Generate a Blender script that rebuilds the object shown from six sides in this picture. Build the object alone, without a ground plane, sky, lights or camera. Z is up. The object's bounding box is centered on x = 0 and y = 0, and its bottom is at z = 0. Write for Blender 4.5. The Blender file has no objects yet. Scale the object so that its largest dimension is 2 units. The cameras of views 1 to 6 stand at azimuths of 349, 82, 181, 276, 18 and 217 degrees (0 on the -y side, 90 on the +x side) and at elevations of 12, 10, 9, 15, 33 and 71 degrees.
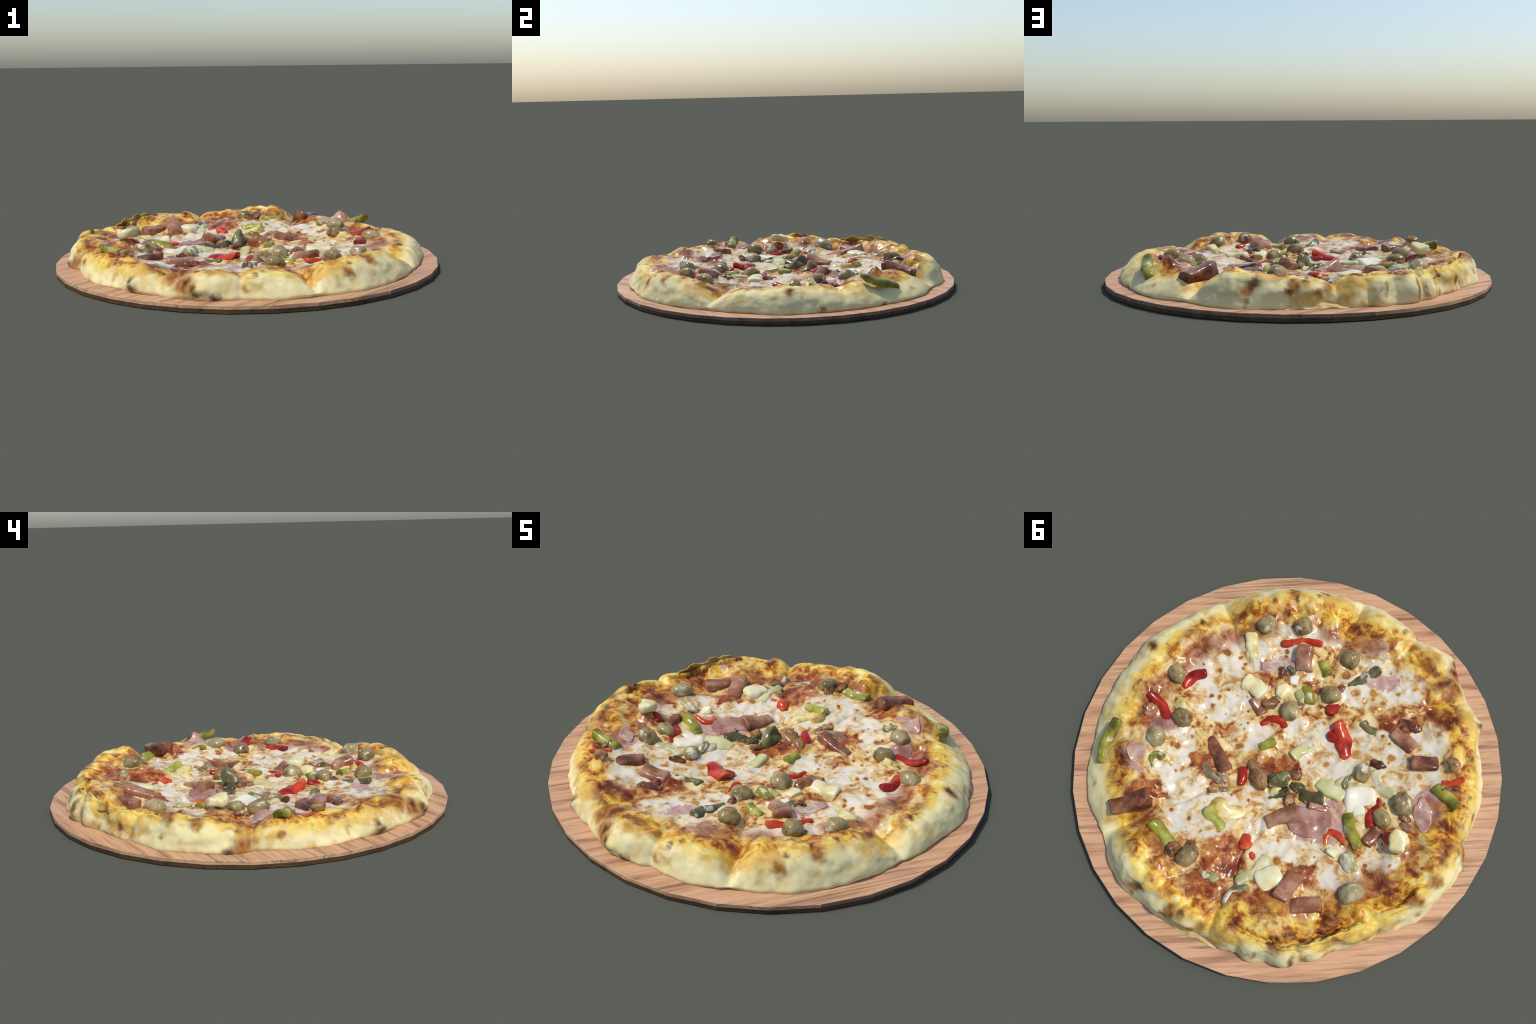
import bpy, math, random
import numpy as np

random.seed(7)
rng = np.random.default_rng(11)
TAU = 2 * math.pi

# ------------------------------------------------------------------ helpers
def lin(r, g, b, k=1.0):
    f = lambda c: (c / 12.92 if c <= 0.04045 else ((c + 0.055) / 1.055) ** 2.4)
    return tuple(min(1.0, f(c / 255.0) * k) for c in (r, g, b)) + (1.0,)

_T = rng.random((32, 32, 32))
def vnoise(x, y, z):
    """smooth value noise in [-1, 1]"""
    xi, yi, zi = np.floor(x).astype(int), np.floor(y).astype(int), np.floor(z).astype(int)
    fx, fy, fz = x - xi, y - yi, z - zi
    s = lambda t: t * t * t * (t * (6 * t - 15) + 10)
    fx, fy, fz = s(fx), s(fy), s(fz)
    out = 0
    for dx in (0, 1):
        for dy in (0, 1):
            for dz in (0, 1):
                w = (fx if dx else 1 - fx) * (fy if dy else 1 - fy) * (fz if dz else 1 - fz)
                out = out + w * _T[(xi + dx) % 32, (yi + dy) % 32, (zi + dz) % 32]
    return out * 2 - 1

def fbm(x, y, z, octaves=3):
    a, s, out = 1.0, 1.0, 0
    for i in range(octaves):
        out = out + a * vnoise(x * s + 7.3 * i, y * s + 3.1 * i, z * s + 5.7 * i)
        a *= 0.5
        s *= 2.03
    return out

def smooth(t):
    t = np.clip(t, 0, 1)
    return t * t * (3 - 2 * t)

def new_object(name, mesh, parent=None, mat=None):
    o = bpy.data.objects.new(name, mesh)
    bpy.context.scene.collection.objects.link(o)
    if parent is not None:
        o.parent = parent
    if mat is not None and not mesh.materials:
        mesh.materials.append(mat)
    return o

def mesh_from(name, v, f, smooth_shade=True):
    me = bpy.data.meshes.new(name)
    me.from_pydata([tuple(map(float, p)) for p in v], [], f)
    me.update()
    if smooth_shade:
        me.polygons.foreach_set("use_smooth", [True] * len(me.polygons))
    return me

# ------------------------------------------------------------------ material nodes
class Mat:
    def __init__(self, name):
        self.m = bpy.data.materials.new(name)
        self.m.use_nodes = True
        self.t = self.m.node_tree
        self.n = self.t.nodes
        self.bsdf = self.n["Principled BSDF"]
        self.tc = self.n.new("ShaderNodeTexCoord")
        self.obj = self.tc.outputs["Object"]
    def put(self, sock, v):
        if isinstance(v, bpy.types.NodeSocket):
            self.t.links.new(v, sock)
        elif v is not None:
            sock.default_value = v
    def math(self, op, a, b=None, c=None, clamp=False):
        n = self.n.new("ShaderNodeMath"); n.operation = op; n.use_clamp = clamp
        for s, v in zip(n.inputs, (a, b, c)):
            self.put(s, v)
        return n.outputs[0]
    def vmath(self, op, a, b=None, scale=None):
        n = self.n.new("ShaderNodeVectorMath"); n.operation = op
        self.put(n.inputs[0], a)
        if b is not None: self.put(n.inputs[1], b)
        if scale is not None: self.put(n.inputs["Scale"], scale)
        return n.outputs["Value"] if op in ("LENGTH", "DISTANCE", "DOT_PRODUCT") else n.outputs[0]
    def mapping(self, vec, loc=(0, 0, 0), rot=(0, 0, 0), scale=(1, 1, 1), kind="POINT"):
        n = self.n.new("ShaderNodeMapping"); n.vector_type = kind
        self.put(n.inputs[0], vec)
        n.inputs["Location"].default_value = loc
        n.inputs["Rotation"].default_value = rot
        n.inputs["Scale"].default_value = scale
        return n.outputs[0]
    def noise(self, scale, detail=3, rough=0.55, vec=None, col=False, distortion=0.0):
        n = self.n.new("ShaderNodeTexNoise")
        self.put(n.inputs["Vector"], vec or self.obj)
        n.inputs["Scale"].default_value = scale
        n.inputs["Detail"].default_value = detail
        n.inputs["Roughness"].default_value = rough
        n.inputs["Distortion"].default_value = distortion
        return n.outputs["Color" if col else "Fac"]
    def step(self, v, lo, hi):
        n = self.n.new("ShaderNodeMapRange"); n.interpolation_type = "SMOOTHSTEP"; n.clamp = True
        self.put(n.inputs[0], v); self.put(n.inputs[1], lo); self.put(n.inputs[2], hi)
        return n.outputs[0]
    def ramp(self, fac, stops):
        n = self.n.new("ShaderNodeValToRGB")
        self.put(n.inputs[0], fac)
        e = n.color_ramp.elements
        while len(e) < len(stops): e.new(0.5)
        for el, (p, c) in zip(e, stops):
            el.position = p; el.color = c
        return n.outputs[0]
    def mix(self, fac, a, b, mode="MIX"):
        n = self.n.new("ShaderNodeMix"); n.data_type = "RGBA"; n.blend_type = mode
        self.put(n.inputs[0], fac); self.put(n.inputs[6], a); self.put(n.inputs[7], b)
        return n.outputs[2]
    def voronoi(self, scale, vec=None, rand=1.0):
        n = self.n.new("ShaderNodeTexVoronoi")
        self.put(n.inputs["Vector"], vec or self.obj)
        n.inputs["Scale"].default_value = scale
        n.inputs["Randomness"].default_value = rand
        return n.outputs["Distance"], n.outputs["Color"]
    def sep(self, v):
        n = self.n.new("ShaderNodeSeparateXYZ"); self.put(n.inputs[0], v)
        return n.outputs
    def comb(self, x, y, z):
        n = self.n.new("ShaderNodeCombineXYZ")
        for s, v in zip(n.inputs, (x, y, z)): self.put(s, v)
        return n.outputs[0]
    def random(self):
        return self.n.new("ShaderNodeObjectInfo").outputs["Random"]
    def bump(self, h, strength=0.3, dist=0.01):
        n = self.n.new("ShaderNodeBump")
        n.inputs["Strength"].default_value = strength
        n.inputs["Distance"].default_value = dist
        self.put(n.inputs["Height"], h)
        self.t.links.new(n.outputs[0], self.bsdf.inputs["Normal"])
    def finish(self, color, rough=0.4, spec=0.5, **kw):
        self.put(self.bsdf.inputs["Base Color"], color)
        self.put(self.bsdf.inputs["Roughness"], rough)
        self.put(self.bsdf.inputs["Specular IOR Level"], spec)
        for k, v in kw.items():
            self.put(self.bsdf.inputs[k.replace("_", " ")], v)
        return self.m

# ------------------------------------------------------------------ pizza shape rules
# crust height and outer radius, every 10 degrees
CREST_H = [.142,.135,.136,.132,.128,.134,.148,.166,.160,.150,.145,.152,.150,.145,.146,.145,.155,.158,
           .150,.142,.136,.134,.134,.135,.135,.138,.138,.140,.132,.145,.162,.164,.140,.132,.132,.146]
OUTER_R = [.910,.910,.923,.912,.917,.912,.917,.930,.925,.907,.902,.906,.938,.925,.903,.905,.935,.948,
           .937,.905,.902,.908,.903,.915,.915,.925,.908,.915,.905,.905,.915,.907,.903,.897,.905,.912]
# knife cuts: angle, crust drop, width, pinch of the rim, depth of the line across the cheese
CUTS = [(11,.020,.030,.002,.0),(55,.092,.052,.010,.016),(101,.045,.030,.012,.014),(150,.022,.022,.008,.004),
        (188,.045,.035,.020,.006),(233,.045,.040,.010,.006),(257,.022,.028,.012,.0),(279,.066,.036,.006,.006),
        (325,.046,.042,.012,.010),(27,.02,.03,.004,0)]
# swellings of the rim wall: angle, height, radius, push
WALL_BUMPS = [(225,.075,.034,.030),(246,.080,.040,.014),(181,.055,.022,.018),(291,.122,.022,.008),(248,.10,.03,.008),
              (124,.09,.05,.012),(132,.09,.04,.012),(141,.09,.045,.010),(112,.09,.045,.016),(95,.10,.045,.022),(84,.10,.045,.020),
              (72,.09,.05,.016),(337,.150,.03,.010),(165,.09,.08,.006),(37,.09,.08,.010),(350,.08,.1,.010),(302,.09,.09,-.012)]
# bubbles in the baked top: x, y, radius, height
TOP_BUMPS = [(.289,.692,.060,.036),(-.375,.657,.075,.024),(.653,.397,.058,.046),(.708,-.334,.028,.018),
             (-.739,-.287,.036,.026),(-.648,-.382,.034,.024),(.326,.07,.03,0.007),(.62,-.25,.05,0.007),(-.10,-.74,.06,0.010),
             (.19,-.70,.05,0.012),(.45,-.64,.06,0.012),(.55,-.56,.05,0.010),(-.30,-.78,.05,0.008),(-.50,-.66,.05,0.008),
             (.16,.74,.06,0.011),(.03,.76,.06,0.011),(-.22,.72,.07,0.010),(-.60,.50,.05,0.009),(-.72,.22,.06,0.009),
             (-.66,.40,.05,0.007),(.74,.10,.05,0.007),(.72,-.15,.06,0.008),(-.76,-.1,.05,0.007),(.66,.25,.05,0.007),
             (.02,.47,.05,0.007),(-.03,.55,.04,0.007),(-.08,.06,.05,0.006),(.10,.03,.04,0.006),(-.60,-.45,.04,0.006),
             (.30,.56,.04,0.007),(.44,.56,.05,0.004)]

# broad rises of the bed: x, y, radius, height
SWELLS = [(.30,.34,.20,.016),(-.40,.10,.15,-.010),(.03,.12,.12,.008),(-.08,-.48,.14,.006),(.10,-.30,.12,.004),(.25,-.45,.12,.006),
          (.56,.27,.09,.010),(.07,.50,.14,.032),(-.48,-.58,.12,-.002),(.59,-.46,.14,-.010),(-.69,0,.10,-.008),(-.54,.50,.11,-.042),
          (.52,.28,.09,.010),(.50,.47,.11,.026),(.60,.36,.07,.014),(.74,.40,.06,-.016),(.66,.16,.07,-.012),(-.63,.06,.065,.034),(-.77,.03,.06,.018),
          (.17,.69,.07,.014),(.27,-.76,.07,.014),(.25,-.85,.06,-.008),(-.40,-.70,.09,.004),(.08,-.72,.06,-.010),(-.84,.22,.06,.012),
          (-.29,.71,.07,.012),(-.36,.09,.08,-.006),(-.26,-.18,.07,-.008)]
_b = random.Random(5)
BLISTERS = []
for _ in range(110):
    a_, r_ = _b.uniform(0, TAU), _b.uniform(.70, .86)
    w_ = _b.uniform(.012, .034)
    BLISTERS.append((r_ * math.cos(a_), r_ * math.sin(a_), w_, w_ * _b.uniform(.12, .32)))
for _ in range(150):
    a_, r_ = _b.uniform(0, TAU), .70 * math.sqrt(_b.random())
    w_ = _b.uniform(.010, .022)
    BLISTERS.append((r_ * math.cos(a_), r_ * math.sin(a_), w_, w_ * _b.uniform(.12, .28)))

def table(tab, deg):
    n = len(tab)
    x = (deg % 360) / 360 * n
    i = np.floor(x).astype(int); f = x - i
    g = lambda k: np.take(tab, (i + k) % n)
    a, b, c, d = g(-1), g(0), g(1), g(2)
    return b + 0.5 * f * (c - a + f * (2 * a - 5 * b + 4 * c - d + f * (3 * (b - c) + d - a)))

def cut_terms(x, y, r):
    """drop of the crust, pinch of the rim, and depth of the cut line"""
    dh = np.zeros_like(x); dr = np.zeros_like(x); di = np.zeros_like(x)
    for ang, drop, wid, pinch, line in CUTS:
        a = math.radians(ang)
        along = x * math.cos(a) + y * math.sin(a)
        across = np.abs(-x * math.sin(a) + y * math.cos(a) + .022 * vnoise(r * 8 + ang, r * 0 + .5, r * 0))
        on = along > 0
        dh = np.maximum(dh, np.where(on, drop * np.exp(-(across / wid) ** 1.25), 0))
        dr = np.maximum(dr, np.where(on, pinch * np.exp(-(across / (wid * .8)) ** 1.2), 0))
        di = np.maximum(di, np.where(on, line * np.exp(-(across / .013) ** 1.6) * smooth((r - .2) / .3), 0))
    return dh, dr, di

def rim(deg):
    a = np.radians(deg)
    R = table(OUTER_R, deg)
    wall = .098 + .024 * np.cos(a)
    away = (deg - 35 + 180) % 360 - 180
    wall = wall + .058 * np.exp(-(away / 17) ** 2)          # the rim has slumped under a long pepper strip
    R = R + .014 * np.cos(a - math.radians(306))
    steep = np.exp(-((deg - 113) / 44) ** 4)                # plump, steep stretch at the back
    wall = wall - .034 * steep
    return R, R - wall, table(CREST_H, deg) + .006 * steep

FILLETS = []          # toppings sink into cheese: (x, y, radius, rise)

def top_height(x, y, fillets=True):
    """height of the cheese surface inside the crest"""
    r = np.hypot(x, y)
    deg = np.degrees(np.arctan2(y, x))
    R, Rc, H = rim(deg)
    dh, dr, di = cut_terms(x, y, r)
    z = .071 + .056 * (r / .75) ** 2
    z = z + .007 * fbm(x * 7, y * 7, x * 0 + 2.2, 2) + .005 * fbm(x * 20, y * 20, x * 0 + 4.1, 2) + .006 * (.35 - np.abs(vnoise(x * 13 + 3, y * 13, x * 0 + 1.7)))
    t = smooth((r - (Rc - .13)) / .13)
    rough_rim = .011 * fbm(x * 11, y * 11, x * 0 + 9.1, 2)
    z = z * (1 - t) + (H + rough_rim - dh) * t - di * (1 - t) - dh * .35 * smooth((r - .5) / .25) * (1 - t)
    for bx, by, br, bh in SWELLS:
        z = z + bh * np.exp(-((x - bx) ** 2 + (y - by) ** 2) / br ** 2)
    for bx, by, br, bh in TOP_BUMPS + BLISTERS:
        d2 = ((x - bx) ** 2 + (y - by) ** 2) / br ** 2
        near = d2 < 4
        z[near] += bh * np.exp(-d2[near] * d2[near] * .8 - d2[near] * .3)
    # groove copying a scan fault: outer shell parted from the top surface
    scan_gap = Rc - .030 + .010 * vnoise(deg * .30, deg * 0, deg * 0) + .006 * vnoise(deg * 1.1, deg * 0 + 4, deg * 0)
    open_ = np.exp(-((deg % 360 - 127) / 19) ** 6) + np.exp(-((deg % 360 - 161) / 8) ** 6)
    z = z - .034 * open_ * np.exp(-((r - scan_gap) / .011) ** 4)
    if fillets:
        rise = np.zeros_like(x)
        for fx, fy, fr, fh in FILLETS:
            d2 = ((x - fx) ** 2 + (y - fy) ** 2) / fr ** 2
            near = d2 < 9
            rise[near] = np.maximum(rise[near], fh * np.exp(-d2[near]))
        z = z + rise
    return z

def surf(x, y):
    return float(top_height(np.array([float(x)]), np.array([float(y)]), False)[0])

# ------------------------------------------------------------------ materials
def pizza_surface():
    m = Mat("baked_cheese_and_dough")
    P = m.obj
    warp = m.vmath("SCALE", m.vmath("SUBTRACT", m.noise(9, 4, .6, col=True), (.5, .5, .5)), scale=.16)
    flat = m.mapping(P, scale=(1, 1, .0))
    Q = m.vmath("ADD", flat, warp)
    r = m.vmath("LENGTH", flat)
    xyz = m.sep(P)
    cosang = m.math("DIVIDE", xyz[0], r)

    def blob(x, y, a, b, q):
        v = m.mapping(q, loc=(x, y, 0), rot=(0, 0, math.radians(34)), scale=(a, b, 1), kind="TEXTURE")
        v = m.vmath("MULTIPLY", v, (1, 1, 0))
        return m.step(m.vmath("LENGTH", v), 1.45, .85)
    def after(vec, done):            # keeps the masks in sequence, so the shader stays small
        if done is None:
            return vec
        n = m.n.new("ShaderNodeVectorMath"); n.operation = "MULTIPLY_ADD"
        m.put(n.inputs[0], done); n.inputs[1].default_value = (0, 0, 1e-9); m.put(n.inputs[2], vec)
        return n.outputs[0]
    def union(blobs):
        out = None
        for b in blobs:
            s = blob(*b, after(Q, out))
            out = s if out is None else m.math("MAXIMUM", out, s)
        return out

    white = union([(.578,-.342,.09,.067),(.533,-.195,.12,.12),(.371,-.428,.105,.105),(.201,-.655,.09,.067),(-.055,-.661,.075,.052),
        (-.182,-.548,.187,.082),(.415,-.08,.127,.082),(.212,-.005,.09,.075),(-.02,-.18,.12,.075),(-.316,-.253,.12,.105),
        (-.542,-.223,.12,.09),(.497,.221,.09,.075),(.443,.32,.075,.06),(.322,.36,.09,.06),(.176,.459,.142,.097),(.026,.237,.09,.052),
        (-.281,.294,.164,.075),(-.106,.375,.06,.09),(-.605,.157,.09,.06),(-.155,-.114,.105,.09),(-.528,-.472,.149,.075),
        (-.489,.322,.09,.06),(.105,.331,.09,.06)])
    pink = union([(.295,-.372,.082,.033),(-.27,.171,.127,.09),(.578,.373,.037,.06),(.569,.174,.075,.042),(-.664,-.132,.042,.09),(-.151,-.568,.09,.045)])
    sauce = union([(.666,-.197,.052,.052),(-.135,-.763,.052,.067),(.703,.217,.067,.052),(.413,.457,.105,.045),(-.031,.521,.082,.09),
        (-.041,.68,.09,.037),(-.286,.583,.075,.045),(-.367,-.452,.12,.052),(-.353,.375,.067,.075),(-.557,.455,.09,.037),
        (.008,.051,.134,.052),(.121,-.761,.027,.075),(.451,.642,.075,.03),(-.786,-.062,.09,.037),(-.662,-.023,.075,.045),
        (.66,-.461,.06,.03),(.019,-.803,.09,.045),(.312,-.68,.105,.037),(.356,.237,.105,.037)])

    cream, tan, brown = lin(238,218,172,.8), lin(212,160,84,.8), lin(146,82,42,.8)
    n1 = m.noise(15, 5, .66, distortion=.6)
    n2 = m.noise(38, 4, .6)
    n3 = m.noise(5, 3, .5)
    base = m.ramp(m.math("ADD", m.math("MULTIPLY", n1, .75), m.math("MULTIPLY", n2, .25)),
                  [(.36, lin(238,222,178,.78)), (.47, lin(230,200,132,.78)), (.53, lin(204,150,82,.76)), (.585, lin(158,86,44,.74)), (.66, lin(98,46,28,.73))])
    col = m.mix(m.math("MULTIPLY", sauce, m.step(n2, .26, .44)), base, m.ramp(n1, [(.36, lin(196,128,66,.78)), (.48, lin(166,88,42,.78)), (.60, lin(118,52,30,.78))]))
    wcol = m.ramp(n1, [(.34, lin(234,225,208,.78)), (.49, lin(232,219,190,.78)), (.55, lin(228,198,142,.77)), (.64, lin(194,138,76,.77))])
    wmask = m.step(m.math("ADD", white, m.math("MULTIPLY", m.math("SUBTRACT", n1, .5), .9)), .22, .60)
    col = m.mix(wmask, col, wcol)
    pcol = m.ramp(n2, [(.35, lin(184,140,126,.8)), (.65, lin(206,172,156,.8))])
    pmask = m.step(m.math("ADD", pink, m.math("MULTIPLY", m.math("SUBTRACT", n1, .5), .8)), .4, .8)
    col = m.mix(pmask, col, pcol)
    # scattered toasted bubbles on the cheese
    for scale, big in ((13, .27), (23, .27)):
        vw = m.vmath("ADD", flat, m.vmath("SCALE", m.vmath("SUBTRACT", m.noise(22, 1, col=True), (.5,.5,.5)), scale=.03))
        d, c = m.voronoi(scale, vw)
        cr = m.sep(c)[0]
        rad = m.math("MULTIPLY", m.math("MAXIMUM", m.math("SUBTRACT", cr, .15), 0.0), big / .85)
        halo = m.step(m.math("SUBTRACT", d, rad), .16, .0)
        core = m.step(m.math("SUBTRACT", d, rad), .025, -.05)
        on = m.math("GREATER_THAN", cr, .30)
        col = m.mix(m.math("MULTIPLY", m.math("MULTIPLY", halo, on), .45), col, lin(214,168,84,.8))
        col = m.mix(m.math("MULTIPLY", m.math("MULTIPLY", core, on), .95), col, m.mix(m.step(n3, .4, .6), lin(190,130,60,.8), lin(146,84,44,.8)))

    # sauce showing where the bed meets the crust
    ring = m.math("MULTIPLY", m.step(r, .60, .68), m.step(r, .80, .72))
    col = m.mix(m.math("MULTIPLY", m.math("MULTIPLY", ring, m.step(n3, .42, .56)), .85), col, m.ramp(n1, [(.38, lin(190,118,56,.78)), (.52, lin(140,68,34,.78)), (.66, lin(98,44,28,.78))]))
    # golden baked belt along the crust
    g = m.math("ADD", m.math("MULTIPLY", n1, .55), m.math("MULTIPLY", m.noise(21, 4, .6, distortion=.8), .35))
    g = m.math("ADD", g, m.math("MULTIPLY", m.math("SUBTRACT", m.noise(6.5, 2, .5), .3), .5))
    gold = m.ramp(g, [(.38, lin(246,238,172,.8)), (.46, lin(242,212,104,.8)), (.53, lin(226,172,58,.8)), (.59, lin(180,106,38,.78)), (.65, lin(118,60,28,.76)), (.77, lin(64,34,20,.74))])
    belt = m.step(m.math("ADD", r, m.math("MULTIPLY", m.math("SUBTRACT", m.noise(8, 4, .6), .5), .40)), .68, .80)
    col = m.mix(belt, col, gold)

    # raw-looking pale rim wall
    edge = m.math("ADD", m.math("MULTIPLY", cosang, -.030), .858)
    v = m.math("ADD", m.math("SUBTRACT", r, edge), m.math("MULTIPLY", m.math("SUBTRACT", n1, .5), .16))
    v = m.math("ADD", v, m.math("MULTIPLY", m.math("SUBTRACT", n3, .5), .06))
    wall = m.step(v, -.022, .022)
    low = m.step(xyz[2], .105, .075)
    outer = m.step(r, .80, .86)
    wall = m.math("MAXIMUM", wall, m.math("MULTIPLY", low, outer))
    dough = m.ramp(m.noise(7, 4, .6), [(.32, lin(244,230,168,.80)), (.5, lin(240,226,172,.80)), (.6, lin(234,218,158,.8)), (.70, lin(238,208,118,.8))])
    soft = m.step(v, -.075, .005)
    col = m.mix(m.math("MULTIPLY", soft, m.step(n1, .62, .45)), col, lin(238,210,110,.8))
    col = m.mix(wall, col, dough)
    drip = m.math("MULTIPLY", m.step(m.noise(7, 3, .6), .47, .62), m.step(v, .07, .0))
    drip = m.math("MULTIPLY", drip, m.step(v, -.05, .0))
    col = m.mix(m.math("MULTIPLY", drip, .75), col, m.mix(n2, lin(232,190,84,.8), lin(188,124,44,.8)))

    # scorched places: angle, radius, height, size
    W3 = m.vmath("ADD", P, m.vmath("ADD", m.vmath("SCALE", warp, scale=.45), m.vmath("SCALE", m.vmath("SUBTRACT", m.noise(34, 3, col=True), (.5, .5, .5)), scale=.03)))
    def scorch(spots, stretch=1.0, soft=.7):
        out = None
        for ang, rad, z, size in spots:
            a = math.radians(ang)
            v = m.mapping(after(W3, out), loc=(rad * math.cos(a), rad * math.sin(a), z), rot=(0, 0, a), scale=(size * 1.6, size, size * stretch), kind="TEXTURE")
            s = m.step(m.vmath("LENGTH", v), 1 + soft, 1 - soft)
            out = s if out is None else m.math("MAXIMUM", out, s)
        return out
    warm = scorch([(242,.91,.092,.05),(291,.90,.118,.026),(352,.87,.145,.03),(301,.85,.15,.03),(25,.90,.05,.016),(2,.90,.045,.02),(41,.91,.10,.018),
                   (75,.91,.12,.030),(88,.90,.115,.025),(96,.90,.10,.022),(99,.88,.125,.03),(113,.89,.10,.014),(163,.93,.10,.018),(195,.91,.10,.024),
                   (215,.91,.078,.02),(172,.88,.16,.03),(164,.86,.17,.03),(317,.80,.14,.02),(237,.86,.13,.04),(259,.91,.08,.02),(121,.86,.16,.03),(185,.92,.06,.05),
                   (249,.82,.13,.035),(240,.83,.13,.04),(89,.87,.15,.028),(76,.88,.13,.025),(211,.90,.15,.03)])
    col = m.mix(m.math("MULTIPLY", warm, .95), col, m.ramp(n2, [(.35, lin(178,110,32,.8)), (.62, lin(116,58,22,.8))]))
    streak = scorch([(125,.92,.105,.017),(129,.93,.085,.016),(135,.92,.09,.016),(137,.92,.06,.015),(141,.92,.11,.016),(147,.91,.08,.016),(151,.91,.08,.015),(76,.93,.09,.014),(97,.93,.09,.016),(89,.93,.10,.016),(115,.92,.12,.014)], 3.0)
    col = m.mix(m.math("MULTIPLY", streak, .92), col, m.mix(n2, lin(146,82,32,.75), lin(84,40,18,.75)))
    char = scorch([(225,.955,.055,.034),(246,.93,.068,.024),(181,.95,.045,.022),(249,.82,.13,.016),(240,.83,.13,.02),(251,.925,.055,.016),(334,.80,.145,.014),(224,.93,.10,.02),(243,.90,.1,.015),(293,.85,.155,.016),(262,.87,.14,.015),(205,.885,.14,.018),(184,.90,.13,.018),(213,.86,.145,.016),(352,.845,.145,.013),(120,.855,.155,.018),(92,.855,.15,.016),(77,.85,.155,.015),(154,.89,.15,.015),(300,.81,.165,.014),(245,.945,.09,.015)])
    col = m.mix(m.math("MULTIPLY", char, .9), col, lin(84,44,22,.75))

    wet = m.math("MULTIPLY", m.math("SUBTRACT", 1.0, wall), m.step(r, .90, .72))
    rough = m.math("SUBTRACT", .62, m.math("MULTIPLY", wet, .42))
    return m.finish(col, rough, m.math("SUBTRACT", .24, m.math("MULTIPLY", wall, .12)))

def simple(name, stops, scale=18, rough=.28, detail=4, bump=.08, vary=.25, coat=0.0, cheese=0.0):
    m = Mat(name)
    rnd = m.random()
    vec = m.vmath("ADD", m.obj, m.vmath("SCALE", m.comb(1, 2, 3), scale=rnd))
    n = m.noise(scale, detail, .6, vec=vec)
    n = m.math("ADD", n, m.math("MULTIPLY", m.math("SUBTRACT", rnd, .5), vary))
    col = m.ramp(n, stops)
    if cheese:
        k = m.step(m.noise(14, 3, vec=vec), .62 - cheese * .2, .70 - cheese * .2)
        col = m.mix(m.math("MULTIPLY", k, .85), col, lin(226,218,190,.8))
    m.bump(m.noise(scale * 4, 3, vec=vec), bump, .006)
    return m.finish(col, rough * .85, .32, Coat_Weight=coat, Coat_Roughness=.15)

K = .70
MATS = dict(
    olive=simple("olive_skin", [(.25, lin(110,82,50,K)), (.42, lin(154,132,84,K)), (.58, lin(176,158,108,K)), (.75, lin(204,192,148,K))], 22, .24, vary=.2, cheese=.12),
    ham=simple("ham_flesh", [(.28, lin(98,54,34,K)), (.43, lin(146,90,62,K)), (.57, lin(174,120,90,K)), (.72, lin(200,154,124,K))], 15, .22, vary=.25),
    red=simple("red_pepper_skin", [(.28, lin(140,24,18,K)), (.46, lin(194,52,30,K)), (.6, lin(220,84,42,K)), (.74, lin(226,128,66,K))], 13, .2, vary=.25),
    green=simple("green_pepper_skin", [(.25, lin(76,70,26,K)), (.45, lin(130,124,40,K)), (.6, lin(164,160,56,K)), (.75, lin(200,196,100,K))], 13, .24, vary=.25, cheese=.15),
    dgreen=simple("dark_green_pepper_skin", [(.25, lin(58,52,30,K)), (.45, lin(104,98,60,K)), (.6, lin(138,134,90,K)), (.75, lin(178,178,140,K))], 13, .24, vary=.2, cheese=.35),
    palegreen=simple("cheese_coated_pepper", [(.25, lin(136,130,76,.76)), (.5, lin(184,178,118,.76)), (.75, lin(222,212,166,.76))], 11, .24, cheese=.5),
    pale=simple("pale_pepper_flesh", [(.25, lin(176,166,92,.78)), (.5, lin(214,208,146,.78)), (.75, lin(234,228,182,.78))], 11, .24),
    cream=simple("soft_cheese", [(.22, lin(176,124,48,.78)), (.36, lin(222,196,114,.78)), (.5, lin(238,226,168,.78)), (.7, lin(242,236,200,.78))], 14, .26, vary=.15),
    mozz=simple("fresh_mozzarella", [(.25, lin(240,226,186,.78)), (.6, lin(248,243,222,.78))], 9, .26),
    meat=simple("browned_chunk", [(.28, lin(88,48,28,K)), (.5, lin(146,98,60,K)), (.72, lin(192,156,102,K))], 18, .24),
    grey=simple("mushroom_slice_skin", [(.3, lin(84,66,48,K)), (.55, lin(142,120,92,K)), (.75, lin(200,184,150,K))], 11, .24),
    slice=simple("pink_ham_slice", [(.3, lin(160,106,90,K)), (.45, lin(184,136,120,K)), (.6, lin(200,164,144,K)), (.7, lin(228,206,178,K))], 13, .3),
)
SURF = pizza_surface()

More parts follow.
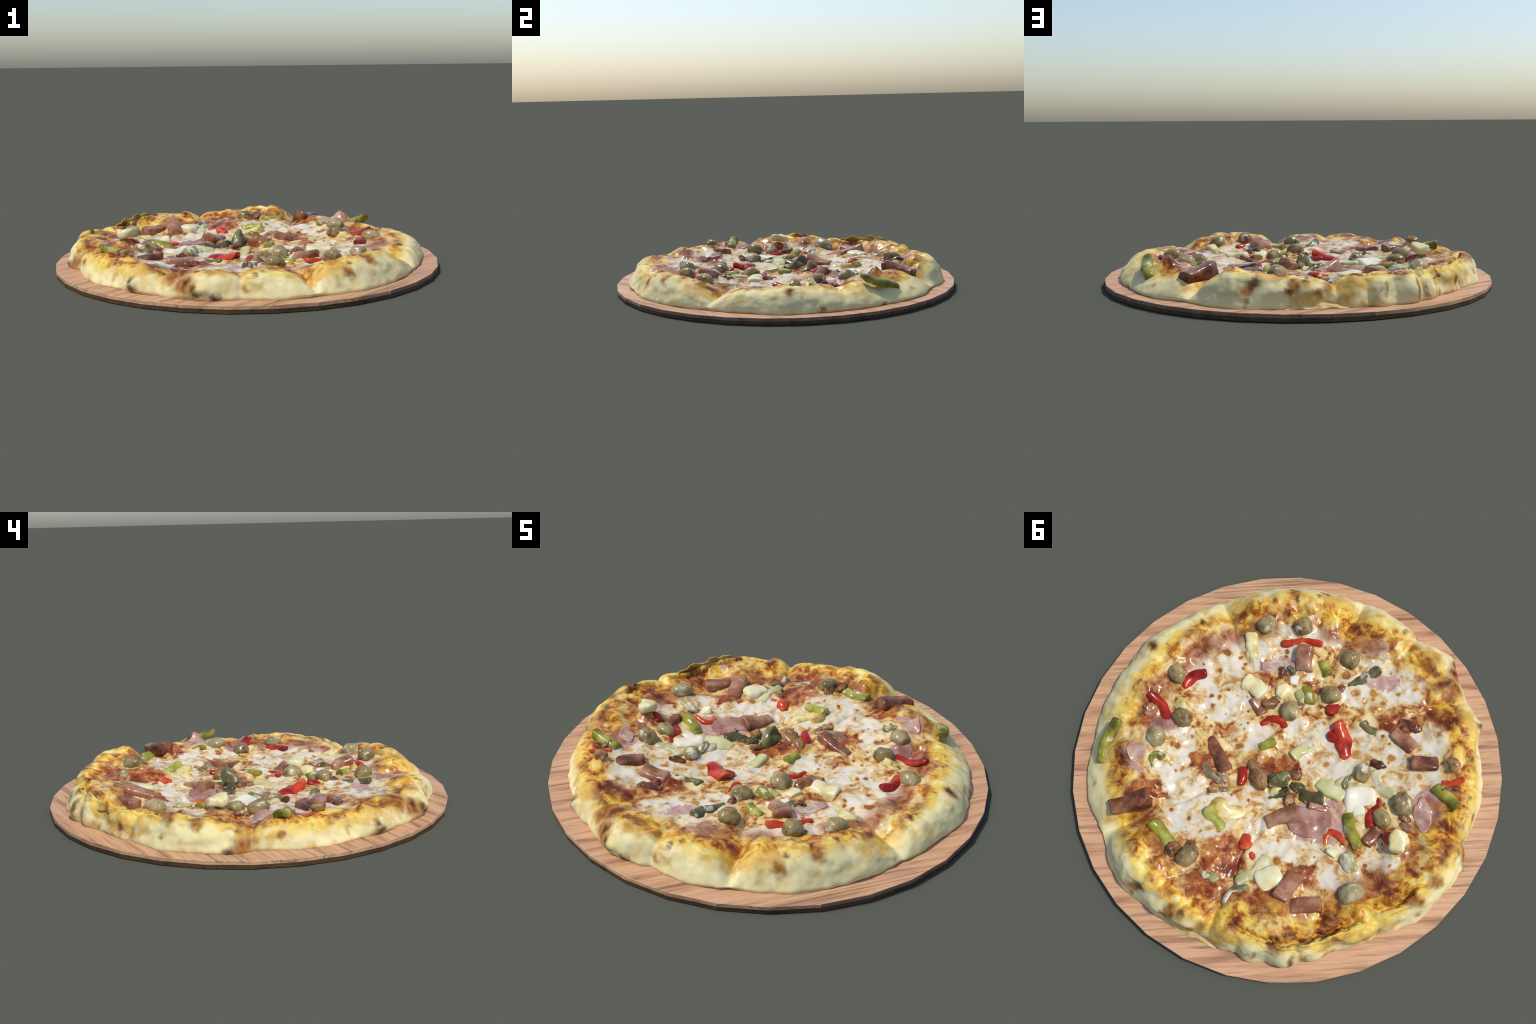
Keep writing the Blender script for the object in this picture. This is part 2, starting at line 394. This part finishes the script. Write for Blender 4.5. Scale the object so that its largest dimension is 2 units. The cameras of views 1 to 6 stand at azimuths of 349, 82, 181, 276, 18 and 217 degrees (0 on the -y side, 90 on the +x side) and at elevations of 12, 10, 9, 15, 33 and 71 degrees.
def wood(name, tones, angle=0.0, scale=1.0):
    m = Mat(name)
    along = m.mapping(m.obj, rot=(0, 0, -angle))
    n = m.noise(2.0, 4, .6, vec=m.mapping(along, scale=(1.1 * scale, 11 * scale, 11 * scale)), distortion=.25)
    lines = m.noise(3.0, 4, .65, vec=m.mapping(along, scale=(.9, 26, 26)), distortion=.3)
    veins = m.noise(2.4, 3, .55, vec=m.mapping(along, loc=(3, 1, 0), scale=(.55, 9, 9)), distortion=.5)
    fine = m.noise(9, 4, .7, vec=m.mapping(along, scale=(1.6, 30, 30)))
    col = m.ramp(n, [(.30, tones[2]), (.42, tones[1]), (.54, tones[0]), (.62, tones[0]), (.74, tones[1])])
    col = m.mix(m.math("MULTIPLY", m.step(lines, .50, .68), .65), col, tones[2])
    col = m.mix(m.math("MULTIPLY", m.math("MULTIPLY", m.step(veins, .55, .66), m.step(lines, .38, .56)), .6), col, tones[3])
    col = m.mix(m.math("MULTIPLY", m.step(fine, .52, .68), .30), col, tones[2])
    m.bump(fine, .12, .004)
    return m.finish(col, .5, .35)

GRAIN = math.radians(37)
W_TOP = wood("rosy_wood", [lin(222,174,132,.77), lin(204,154,114,.77), lin(162,114,84,.77), lin(104,74,60,.77)], GRAIN)
W_EDGE = wood("rosy_wood_edge", [lin(224,180,140,.8), lin(206,160,122,.8), lin(172,126,98,.8), lin(114,84,70,.8)], GRAIN, .7)
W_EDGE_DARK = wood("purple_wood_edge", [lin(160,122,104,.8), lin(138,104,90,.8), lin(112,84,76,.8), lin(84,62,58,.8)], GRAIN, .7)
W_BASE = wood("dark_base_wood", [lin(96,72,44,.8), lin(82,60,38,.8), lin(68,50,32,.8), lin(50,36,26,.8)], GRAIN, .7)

# ------------------------------------------------------------------ board: two stacked 32-sided discs
def disc(name, R, z0, z1, edge_slots, parent=None):
    n = 32
    ang = [math.radians(7.45 + 11.25 * i) for i in range(n)]
    c = .0015
    rings = [(R - .02, z0), (R, z0), (R, z1 - c), (R - c, z1)]
    v, f, mi = [], [], []
    for rr, z in rings:
        v += [(rr * math.cos(a), rr * math.sin(a), z) for a in ang]
    f.append(list(range(n))[::-1]); mi.append(0)
    for k in range(3):
        for i in range(n):
            j = (i + 1) % n
            f.append((k * n + i, k * n + j, (k + 1) * n + j, (k + 1) * n + i))
            mi.append(edge_slots(math.degrees(ang[i]) + 5.6) if k else 0)
    f.append(list(range(3 * n, 4 * n))); mi.append(0)
    me = mesh_from(name, v, f, False)
    o = new_object(name, me, parent)
    return o, me, mi

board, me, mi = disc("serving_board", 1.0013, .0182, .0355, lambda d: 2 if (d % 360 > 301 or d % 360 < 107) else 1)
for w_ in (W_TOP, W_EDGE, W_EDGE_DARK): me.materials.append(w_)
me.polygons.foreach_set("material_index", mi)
board["label"] = "round rosy wooden board with a faceted two layer edge"
board["category"] = "serving board"
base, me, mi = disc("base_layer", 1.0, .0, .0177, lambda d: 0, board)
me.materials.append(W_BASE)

# ------------------------------------------------------------------ pizza
pizza = bpy.data.objects.new("pizza", None)
pizza.empty_display_size = .2
pizza.location = (0, 0, 0)
bpy.context.scene.collection.objects.link(pizza)
pizza["label"] = "baked pizza with olives, ham, peppers and melted cheese"
pizza["category"] = "pizza"

# toppings: kind -> list of (path points, width)
TOPPINGS = [
('ham',[(.358,.109),(.195,.197)],.056),('ham',[(-.093,.297),(-.187,.177)],.066),('ham',[(-.337,-.386),(-.461,-.363)],.061),
('ham',[(-.489,-.294),(-.593,-.36)],.061),('ham',[(.234,-.514),(.181,-.411)],.072),('ham',[(.525,.640),(.404,.506)],.072),
('ham',[(-.34,.557),(-.336,.412)],.070),('ham',[(-.395,.562),(-.503,.476)],.064),('ham',[(.3,-.171),(.222,-.133)],.045),
('ham',[(-.522,.137),(-.529,.052)],.049),('ham',[(-.335,-.451),(-.415,-.468)],.037),
('red',[(.143,.129),(.101,.217)],.036),('red',[(-.052,.393),(-.09,.454)],.045),('red',[(-.113,.453),(-.144,.462)],.025),
('red',[(-.098,-.286),(-.17,-.221),(-.224,-.167)],.056),('red',[(-.088,-.225),(-.16,-.232)],.04),('red',[(-.429,-.086),(-.467,-.049),(-.461,.01),(-.494,.055)],.037),
('red',[(-.574,.035),(-.615,.073)],.041),('red',[(-.371,.239),(-.35,.202),(-.355,.169),(-.394,.164),(-.44,.184)],.026),
('red',[(.35,-.479),(.26,-.544),(.179,-.578)],.034),('red',[(.205,-.085),(.18,-.137),(.13,-.153),(.096,-.133)],.033),
('red',[(-.046,-.305),(-.052,-.371)],.041),('red',[(.612,-.029),(.561,-.154)],.044),('red',[(.711,.094),(.551,.145)],.041),
('green',[(.139,.019),(.1,-.05)],.037),('pale',[(-.013,-.031),(-.058,-.128)],.041),('dgreen',[(-.036,.201),(-.09,.113)],.036),
('dgreen',[(-.145,.092),(-.24,.06)],.053),('pale',[(-.178,.002),(-.322,.007)],.053),('green',[(.159,.4),(.05,.443)],.050),
('dgreen',[(-.195,-.351),(-.274,-.348)],.040),('palegreen',[(-.363,-.177),(-.512,-.127)],.045),
('green',[(-.374,.051),(-.426,.118),(-.504,.168)],.047),('green',[(-.639,-.258),(-.77,-.217)],.045),
('green',[(.144,-.509),(.07,-.467)],.045),('dgreen',[(-.034,-.469),(-.117,-.618)],.043),('palegreen',[(.153,-.323),(.072,-.271)],.041),
('green',[(.124,-.364),(.068,-.295)],.043),('green',[(.70,.490),(.738,.40),(.742,.290)],.042),
('green',[(.479,.388),(.517,.347),(.506,.315),(.463,.314)],.028),('green',[(.592,.034),(.588,.065)],.026),
('green',[(.324,.583),(.193,.636)],.056),('palegreen',[(-.13,.596),(-.185,.421)],.044),('dgreen',[(-.146,.711),(-.143,.643),(-.192,.588)],.026),
('cream',[(.498,-.437),(.416,-.349)],.045),('cream',[(.381,-.222),(.28,-.217)],.066),('cream',[(.231,-.303),(.179,-.264)],.057),
('cream',[(-.615,.030),(-.655,.110)],.064),('cream',[(.156,.35),(.015,.325)],.074),('cream',[(-.224,.545),(-.28,.45)],.082),
('cream',[(-.414,.261),(-.409,.224)],.045),('mozz',[(-.335,.008),(-.430,-.072)],.105),('mozz',[(-.385,.0),(-.424,.036)],.07),('mozz',[(.21,-.339),(.127,-.414)],.05),
('palegreen',[(-.243,-.055),(-.33,-.066)],.06),('palegreen',[(.005,.647),(-.065,.648)],.04),('red',[(-.652,-.29),(-.696,-.316),(-.725,-.357)],.026),('ham',[(-.208,.122),(-.299,.083)],.03),
('grey',[(.313,.228),(.256,.252),(.194,.255)],.04),('grey',[(.174,.284),(.136,.252)],.03),
]
NAMES = dict(ham="ham_strip", red="red_pepper_strip", green="green_pepper_strip", dgreen="dark_pepper_strip", pale="pale_pepper_strip",
             palegreen="cheese_coated_strip", cream="soft_cheese_piece", mozz="mozzarella_blob", grey="mushroom_slice")
#            thickness/width, squareness, sink, tilt
SHAPE = dict(ham=(.9,6,.20,.022), red=(.46,3.2,.42,.014), green=(.7,4.5,.26,.016), dgreen=(.7,4.5,.14,.014), pale=(.75,4,.16,.014),
             palegreen=(.6,2.8,.12,.008), cream=(.7,3.8,.18,.016), mozz=(.42,2.6,.10,.0), grey=(.6,3,.10,.006))

def resample(pts, n):
    p = np.array(pts, float)
    seg = np.r_[0, np.cumsum(np.hypot(*np.diff(p, axis=0).T))]
    t = np.linspace(0, seg[-1], n)
    q = np.c_[np.interp(t, seg, p[:, 0]), np.interp(t, seg, p[:, 1])]
    for _ in range(3 if len(pts) > 2 else 0):
        q[1:-1] = (q[:-2] + 2 * q[1:-1] + q[2:]) / 4
    return q, seg[-1]

def strip(kind, pts, width, seed, level=None):
    thick, sq, sink, tilt = SHAPE[kind]
    r = random.Random(seed)
    n, k = 22, 24
    q, L = resample(pts, n)
    width *= 1.12 if kind in ('ham', 'grey', 'mozz') else 1.15 if kind == 'red' else 1.22
    if len(pts) == 2 and kind not in ('ham', 'mozz'):       # no two strips are quite straight
        d = np.gradient(q, axis=0); d /= np.linalg.norm(d, axis=1)[:, None]
        q = q + np.c_[-d[:, 1], d[:, 0]] * (r.uniform(-.16, .16) * L * np.sin(math.pi * np.linspace(0, 1, n)) ** 1.2)[:, None]
    h = width * thick * r.uniform(.85, 1.15)
    tz = np.array([surf(*p) for p in q])
    tz = np.linspace(0, 1, n) * 0 + np.convolve(np.pad(tz, 4, mode="edge"), np.ones(9) / 9, mode="valid")
    lift = r.uniform(-1, 1) * tilt
    zc = tz + h * (sink - .16) + lift * np.linspace(-1, 1, n)
    if level: zc = np.linspace(level[0], level[1], n)
    roll = r.uniform(-.22, .22)
    tw = r.uniform(-.2, .2)
    v = []
    u = np.linspace(0, 1, n)
    tan = np.gradient(q, axis=0); tan /= np.linalg.norm(tan, axis=1)[:, None]
    ph = np.linspace(0, TAU, k, endpoint=False)
    ce, se = np.cos(ph), np.sin(ph)
    rad = (np.abs(ce) ** sq + np.abs(se) ** sq) ** (-1 / sq)
    capd = {'ham': .08, 'red': .2, 'green': .16, 'dgreen': .16, 'pale': .16, 'cream': .2}.get(kind, .34)
    ends = width * (.16 if sq >= 4 else .3) / L
    for i in range(n):
        d = min(u[i], 1 - u[i])
        cap = 1.0 if d > ends else math.sqrt(max(0, 1 - (1 - d / ends) ** 2)) * capd + 1 - capd
        wob = .35 if kind == 'ham' else 1.0
        wv = 1 + wob * (.10 * math.sin(seed * 1.7 + u[i] * 5) + .07 * math.sin(seed + u[i] * 11))
        if kind == "red": wv *= .72 + .55 * math.sin(math.pi * min(1, max(0, u[i] * .85 + .1)))
        a = roll + tw * (u[i] - .5) * 2
        cx, cz = rad * ce * width / 2 * cap * wv, rad * se * h / 2 * cap
        if kind in ("green", "dgreen", "red"):                 # curled wall of a pepper: hollow underside
            cz = cz - .35 * h * (cx / (width / 2)) ** 2 + .1 * h
        lx, lz = cx * math.cos(a) - cz * math.sin(a), cx * math.sin(a) + cz * math.cos(a)
        nx, ny = -tan[i, 1], tan[i, 0]
        ex = (-1 if i == 0 else 1 if i == n - 1 else 0) * 0
        for j in range(k):
            v.append((q[i, 0] + nx * lx[j], q[i, 1] + ny * lx[j], zc[i] + lz[j]))
    v = np.array(v)
    # spread stations at the caps so the ends look cut, not pointed
    f = []
    for i in range(n - 1):
        for j in range(k):
            a, b = i * k + j, i * k + (j + 1) % k
            f.append((a, b, b + k, a + k))
    for ring, s in ((0, -1), (n - 1, 1)):
        c = v[ring * k:(ring + 1) * k].mean(0)
        mid = (v[ring * k:(ring + 1) * k] - c) * .6 + c + np.r_[tan[ring] * s * width * .04, 0]
        b0 = len(v)
        v = np.vstack([v, mid, c + np.r_[tan[ring] * s * width * .05, 0]])
        for j in range(k):
            a, b = ring * k + j, ring * k + (j + 1) % k
            f.append((b, a, b0 + j, b0 + (j + 1) % k) if s < 0 else (a, b, b0 + (j + 1) % k, b0 + j))
            f.append((b0 + (j + 1) % k, b0 + j, b0 + k) if s < 0 else (b0 + j, b0 + (j + 1) % k, b0 + k))
    amp = width * (.14 if kind in ("cream", "mozz", "palegreen", "grey") else .09)
    fr = .8 / width
    s3 = seed * 1.37
    disp = np.c_[fbm(v[:, 0] * fr + s3, v[:, 1] * fr, v[:, 2] * fr, 2), fbm(v[:, 0] * fr, v[:, 1] * fr + s3 + 9, v[:, 2] * fr, 2),
                 fbm(v[:, 0] * fr, v[:, 1] * fr, v[:, 2] * fr + s3 + 17, 2)]
    v = v + disp * amp
    ctr = v.mean(0)
    me = mesh_from(NAMES[kind], v - ctr, f)
    o = new_object(NAMES[kind], me, pizza, MATS[kind])
    o.location = ctr
    m = max(2, int(L / .02))
    for p in resample(pts, m)[0]:
        FILLETS.append((p[0], p[1], width * .80, h * .20))
    return o

LEVELS = {47: (.182, .172), 5: (.118, .146), 38: (.104, .140, .176), 4: (.130, .096), 33: (.126, .164)}     # pieces that lie aslant on the rim or on others
for i, (kind, pts, width) in enumerate(TOPPINGS):
    lv = LEVELS.get(i)
    strip(kind, pts, width, i + 1, (lv[0], lv[-1]) if lv else None)

UNIT = .04            # radius the round pieces are modelled at
def ball_mesh(name, seed, rough, flat=0.0, nu=28, nv=18):
    v, f = [(0, 0, -1)], []
    for i in range(1, nv):
        t = math.pi * i / nv
        for j in range(nu):
            p = TAU * j / nu
            v.append((math.sin(t) * math.cos(p), math.sin(t) * math.sin(p), -math.cos(t)))
    v.append((0, 0, 1))
    for j in range(nu):
        f.append((0, 1 + (j + 1) % nu, 1 + j))
        e = 1 + (nv - 2) * nu
        f.append((len(v) - 1, e + j, e + (j + 1) % nu))
    for i in range(nv - 2):
        for j in range(nu):
            a, b = 1 + i * nu + j, 1 + i * nu + (j + 1) % nu
            f.append((a, b, b + nu, a + nu))
    v = np.array(v)
    s = seed * 3.1
    # a few soft facets, as wilted skins have
    rr = np.ones(len(v))
    r = np.random.default_rng(seed)
    for _ in range(9):
        d = r.normal(size=3); d /= np.linalg.norm(d)
        c = r.uniform(.80, .92)
        k = v @ d
        rr = np.where(k > c * .9, np.minimum(rr, c / np.maximum(k, .01) * .5 + rr * .5), rr)
    rr = rr * (1 + rough * fbm(v[:, 0] * 1.6 + s, v[:, 1] * 1.6, v[:, 2] * 1.6, 3))
    return mesh_from(name, v * rr[:, None] * UNIT, f)

OLIVES = [(.458,-.514,.046),(.301,-.598,.046),(.669,-.065,.045),(.515,.099,.046),(.556,.254,.048),(.127,-.214,.048),(.007,-.386,.047),
          (.023,-.581,.048),(-.325,-.144,.042),(-.562,-.112,.050),(-.514,-.006,.044),(-.585,.357,.049),(.104,.627,.048)]
olive_meshes = [ball_mesh("olive", s, .12) for s in (1, 2, 3, 4, 5, 6)]
for i, (x, y, rad) in enumerate(OLIVES):
    o = new_object("olive", olive_meshes[i % 6], pizza, MATS["olive"])
    o.location = (x, y, surf(x, y) + rad * .28)
    o.rotation_euler = (random.uniform(-.3, .3), random.uniform(-.3, .3), random.uniform(0, TAU))
    e = random.uniform(1.02, 1.3)
    o.scale = (rad * e / UNIT, rad / e ** .5 / UNIT, rad * random.uniform(.82, 1.0) / UNIT)
    FILLETS.append((x, y, rad * 1.3, rad * .30))

CHUNKS = [(.052,.143,.052,1.0,"meat"),(.221,-.198,.034,.8,"meat"),(-.415,-.462,.028,.8,"meat"),(-.700,-.262,.034,.7,"meat"),(-.655,-.385,.034,.8,"meat"),
          (-.470,.145,.030,.7,"meat"),(-.12,.17,.026,.7,"meat"),(.02,.11,.026,.7,"meat"),(.10,.10,.024,.7,"meat"),(-.60,-.06,.024,.7,"meat"),(.12,.585,.03,.6,"meat"),
          (.19,.30,.026,.6,"meat"),(-.02,-.44,.028,.6,"ham"),(-.38,-.43,.028,.7,"ham"),(.10,-.26,.024,.7,"ham"),
          (0.258,-0.35,0.028,0.63,'meat'),(0.221,-0.395,0.030,0.65,'dgreen'),(0.193,0.228,0.024,0.71,'grey'),(-0.072,0.035,0.029,0.54,'meat'),(-0.027,0.129,0.041,0.61,'cream'),(-0.12,0.15,0.038,0.62,'meat'),(0.114,0.098,0.035,0.52,'meat'),(-0.362,-0.217,0.032,0.69,'meat'),(-0.297,-0.069,0.035,0.50,'dgreen'),(-0.62,-0.024,0.029,0.49,'ham'),(0.177,0.639,0.036,0.73,'meat'),(-0.116,0.079,0.031,0.74,'dgreen'),(-0.502,0.253,0.038,0.50,'palegreen'),(-0.526,0.069,0.026,0.54,'ham'),(0.55,0.066,0.041,0.60,'cream'),(0.665,0.138,0.035,0.57,'ham')]
CHUNK_NAMES = dict(meat="browned_chunk", ham="ham_chunk", dgreen="pepper_scrap", grey="mushroom_scrap", cream="soft_cheese_crumb", red="red_pepper_scrap", palegreen="cheese_coated_scrap")
chunk_meshes = {}
for i, (x, y, rad, sz, kind) in enumerate(CHUNKS):
    key = (kind, i % 3)
    if key not in chunk_meshes:
        chunk_meshes[key] = ball_mesh(CHUNK_NAMES[kind], 11 + len(chunk_meshes), .26)
    o = new_object(CHUNK_NAMES[kind], chunk_meshes[key], pizza, MATS[kind])
    o.location = (x, y, surf(x, y) + rad * .08)
    o.rotation_euler = (random.uniform(-.6, .6), random.uniform(-.6, .6), random.uniform(0, TAU))
    o.scale = (rad * random.uniform(1.0, 1.45) / UNIT, rad * random.uniform(.75, 1.0) / UNIT, rad * sz / UNIT)
    FILLETS.append((x, y, rad * 1.3, rad * .28))
# folded pepper end standing up near the middle
tip = ball_mesh("pepper_tip", 21, .24)
co = np.empty(len(tip.vertices) * 3); tip.vertices.foreach_get("co", co); co = co.reshape(-1, 3)
co /= UNIT
up = np.clip(co[:, 2], 0, 1)
co[:, :2] *= (1 - .35 * up)[:, None]; co[:, 2] *= 1.15; co[:, 0] += .25 * up
tip.vertices.foreach_set("co", co.ravel() * UNIT)
o = new_object("pepper_tip", tip, pizza, MATS["dgreen"])
o.location = (-.030, .095, surf(-.03, .095) + .012); o.scale = (.056 / UNIT, .040 / UNIT, .054 / UNIT); o.rotation_euler = (0, 0, 1.0)
FILLETS.append((-.03, .105, .05, .01))

# ---- body: one smooth loft, split into crust and cheese
NT, NI, NW = 760, 130, 42
deg = np.arange(NT) * 360 / NT
th = np.radians(deg)
R, Rc, H = rim(deg)
ct, st = np.cos(th), np.sin(th)
rows = []
rho = np.linspace(0, 1, NI + 1)[1:] ** .85
for s in rho:
    r_ = Rc * s
    x, y = r_ * ct, r_ * st
    rows.append(np.c_[x, y, top_height(x, y)])
crest = rows[-1][:, 2]
_, pinch, _ = cut_terms(Rc * ct, Rc * st, Rc)
Rm = R - pinch
zmid, zbase = .050, .0345
for i in range(1, NW + 1):
    t = i / NW
    if t < .85:                      # sloping outer face, a little swollen
        u = t / .85
        p = u * math.pi / 2
        r_ = Rc + (Rm - Rc) * (.55 * math.sin(p) + .45 * u)
        slump = np.exp(-(((deg - 35 + 180) % 360 - 180) / 16) ** 2)
        fall = (1 - slump) * (.62 * math.cos(p) + .38 * (1 - u ** 1.6)) + slump * (1 - u) ** 1.12
        z = zmid + (np.maximum(crest, zmid + .012) - zmid) * fall
    else:
        p = (t - .85) / .15 * math.pi / 2
        r_ = Rm - .006 * (1 - math.cos(p))
        z = zmid + (zbase - zmid) * np.sin(p) + 0 * Rm
    x, y = r_ * ct, r_ * st
    w = smooth(np.array(t * 3.0))
    n = .014 * fbm(ct * 5.5, st * 5.5, z * 9, 2) + .0030 * fbm(x * 26, y * 26, z * 26, 2)
    n = n + .010 * (.25 - vnoise(ct * 8 + 15 * z, st * 8, z * 12 + 2) ** 2)                   # soft folds
    push = n * w
    for ang, bz, br, amt in WALL_BUMPS:
        a = math.radians(ang)
        d2 = ((x - .92 * math.cos(a)) ** 2 + (y - .92 * math.sin(a)) ** 2 + (z - bz) ** 2) / br ** 2
        push = push + amt * np.exp(-d2) * w
    # pleats of the rim at the back
    pleat = np.exp(-((deg - 118) / 34) ** 4) * .016 * (np.abs(np.sin((deg - 118 + 3 * vnoise(deg * .12, deg * 0, deg * 0)) * math.pi / 10.5)) - .6)
    push = push + pleat * w
    x, y = x + ct * push, y + st * push
    z = np.maximum(z + push * .25 * (1 - t), .0345)
    rows.append(np.c_[x, y, z])
V = np.vstack([[[0, 0, float(top_height(np.zeros(1) + 1e-4, np.zeros(1))[0])]]] + rows)
idx = lambda ring, j: 1 + ring * NT + j % NT
F = [(0, idx(0, j), idx(0, j + 1)) for j in range(NT)]
for ring in range(len(rows) - 1):
    F += [(idx(ring, j), idx(ring + 1, j), idx(ring + 1, j + 1), idx(ring, j + 1)) for j in range(NT)]
F_base = tuple(idx(len(rows) - 1, j) for j in range(NT))[::-1]
whole = mesh_from("whole", V, F + [F_base])
normals = np.empty(len(whole.vertices) * 3); whole.vertex_normals.foreach_get("vector", normals); normals = normals.reshape(-1, 3)
split = int(NI * .86)
nf = NT * (split + 1)
def region(name, faces):
    used = sorted({i for f in faces for i in f})
    back = {g: l for l, g in enumerate(used)}
    me = mesh_from(name, V[used], [tuple(back[i] for i in f) for f in faces])
    me.normals_split_custom_set_from_vertices([tuple(map(float, p)) for p in normals[used]])
    return new_object(name, me, pizza, SURF)
cheese = region("melted_cheese", F[:nf])
crust = region("crust", F[nf:] + [F_base])
bpy.data.meshes.remove(whole)

# ---- thin shells copying loose scan surface that stands off the back rim
def flake(name, a0, a1, r0, z0, height, lean, jag, seed, thick=.005):
    n, k = 150, 9
    a = np.linspace(a0, a1, n)
    ar = np.radians(a)
    env = np.sin(np.linspace(0, math.pi, n)) ** .35
    nz = fbm(a * .35 + seed, a * 0, a * 0, 2); nj = vnoise(a * .75 + seed, a * 0 + 3, a * 0) + .4 * vnoise(a * 1.7 + seed, a * 0 + 3, a * 0)
    top = height * env * (1 + .22 * nz) + jag * nj * env
    Ro = table(OUTER_R, a) * 0 + r0(a)
    outer = []
    for i in range(k):
        t = i / (k - 1)
        z = z0 + top * t
        rr = Ro - lean * t ** 1.6 + .006 * vnoise(a * .5 + seed, a * 0 + t * 2, a * 0)
        outer.append(np.c_[rr * np.cos(ar), rr * np.sin(ar), z])
    inner = [np.c_[p[:, 0] - thick * np.cos(ar), p[:, 1] - thick * np.sin(ar), p[:, 2] - .0015 * (i == k - 1)] for i, p in enumerate(outer)]
    rings = outer + inner[::-1]
    v = np.vstack(rings)
    f = []
    m = len(rings)
    for i in range(m):
        i2 = (i + 1) % m
        for j in range(n - 1):
            f.append((i * n + j, i2 * n + j, i2 * n + j + 1, i * n + j + 1)[::-1])
    f.append([i * n for i in range(m)]); f.append([i * n + n - 1 for i in range(m)][::-1])
    return new_object(name, mesh_from(name, v, f), crust, SURF)

flake("scan_shell_flake", 110, 144, lambda a: rim(a)[1] + .020, .120, .054, .020, .004, 3, .004)
flake("scan_shell_flake", 155, 168, lambda a: rim(a)[1] + .014, .115, .052, .018, .004, 8, .004)
flake("scan_shell_flake", 86, 104, lambda a: rim(a)[0] + .014, .0358, .022, .020, .004, 5, .004)

# thin slices of ham lying in the cheese
def ham_slice(x, y, a, b, rot, seed):
    nr, nt = 9, 40
    t = np.linspace(0, TAU, nt, endpoint=False)
    edge = 1 + .22 * fbm(np.cos(t) * 1.3 + seed, np.sin(t) * 1.3, t * 0, 2)
    tops, v = [], []
    for i in range(1, nr + 1):
        k = i / nr
        lx, ly = a * k * edge * np.cos(t), b * k * edge * np.sin(t)
        px, py = x + lx * math.cos(rot) - ly * math.sin(rot), y + lx * math.sin(rot) + ly * math.cos(rot)
        z = top_height(px, py) + .0045 + .006 * k ** 3 * vnoise(px * 14 + seed, py * 14, px * 0)
        tops.append(np.c_[px, py, z])
    c = np.r_[x, y, surf(x, y) + .006]
    v = np.vstack([[c]] + tops + [tops[-1] - [0, 0, .008]])
    f = [(0, 1 + j, 1 + (j + 1) % nt) for j in range(nt)]
    for i in range(nr):
        f += [(1 + i * nt + j, 1 + (i + 1) * nt + j, 1 + (i + 1) * nt + (j + 1) % nt, 1 + i * nt + (j + 1) % nt) for j in range(nt)]
    o = new_object("ham_slice", mesh_from("ham_slice", v - c, f), pizza, MATS["slice"])
    o.location = c
for i, p in enumerate([(-.255,.185,.115,.075,.5),(.295,-.372,.075,.04,.6),(.585,.365,.040,.055,.4),(.575,.175,.065,.04,.7),(-.655,-.120,.04,.075,.6)]):
    ham_slice(*p, i * 3 + 1)
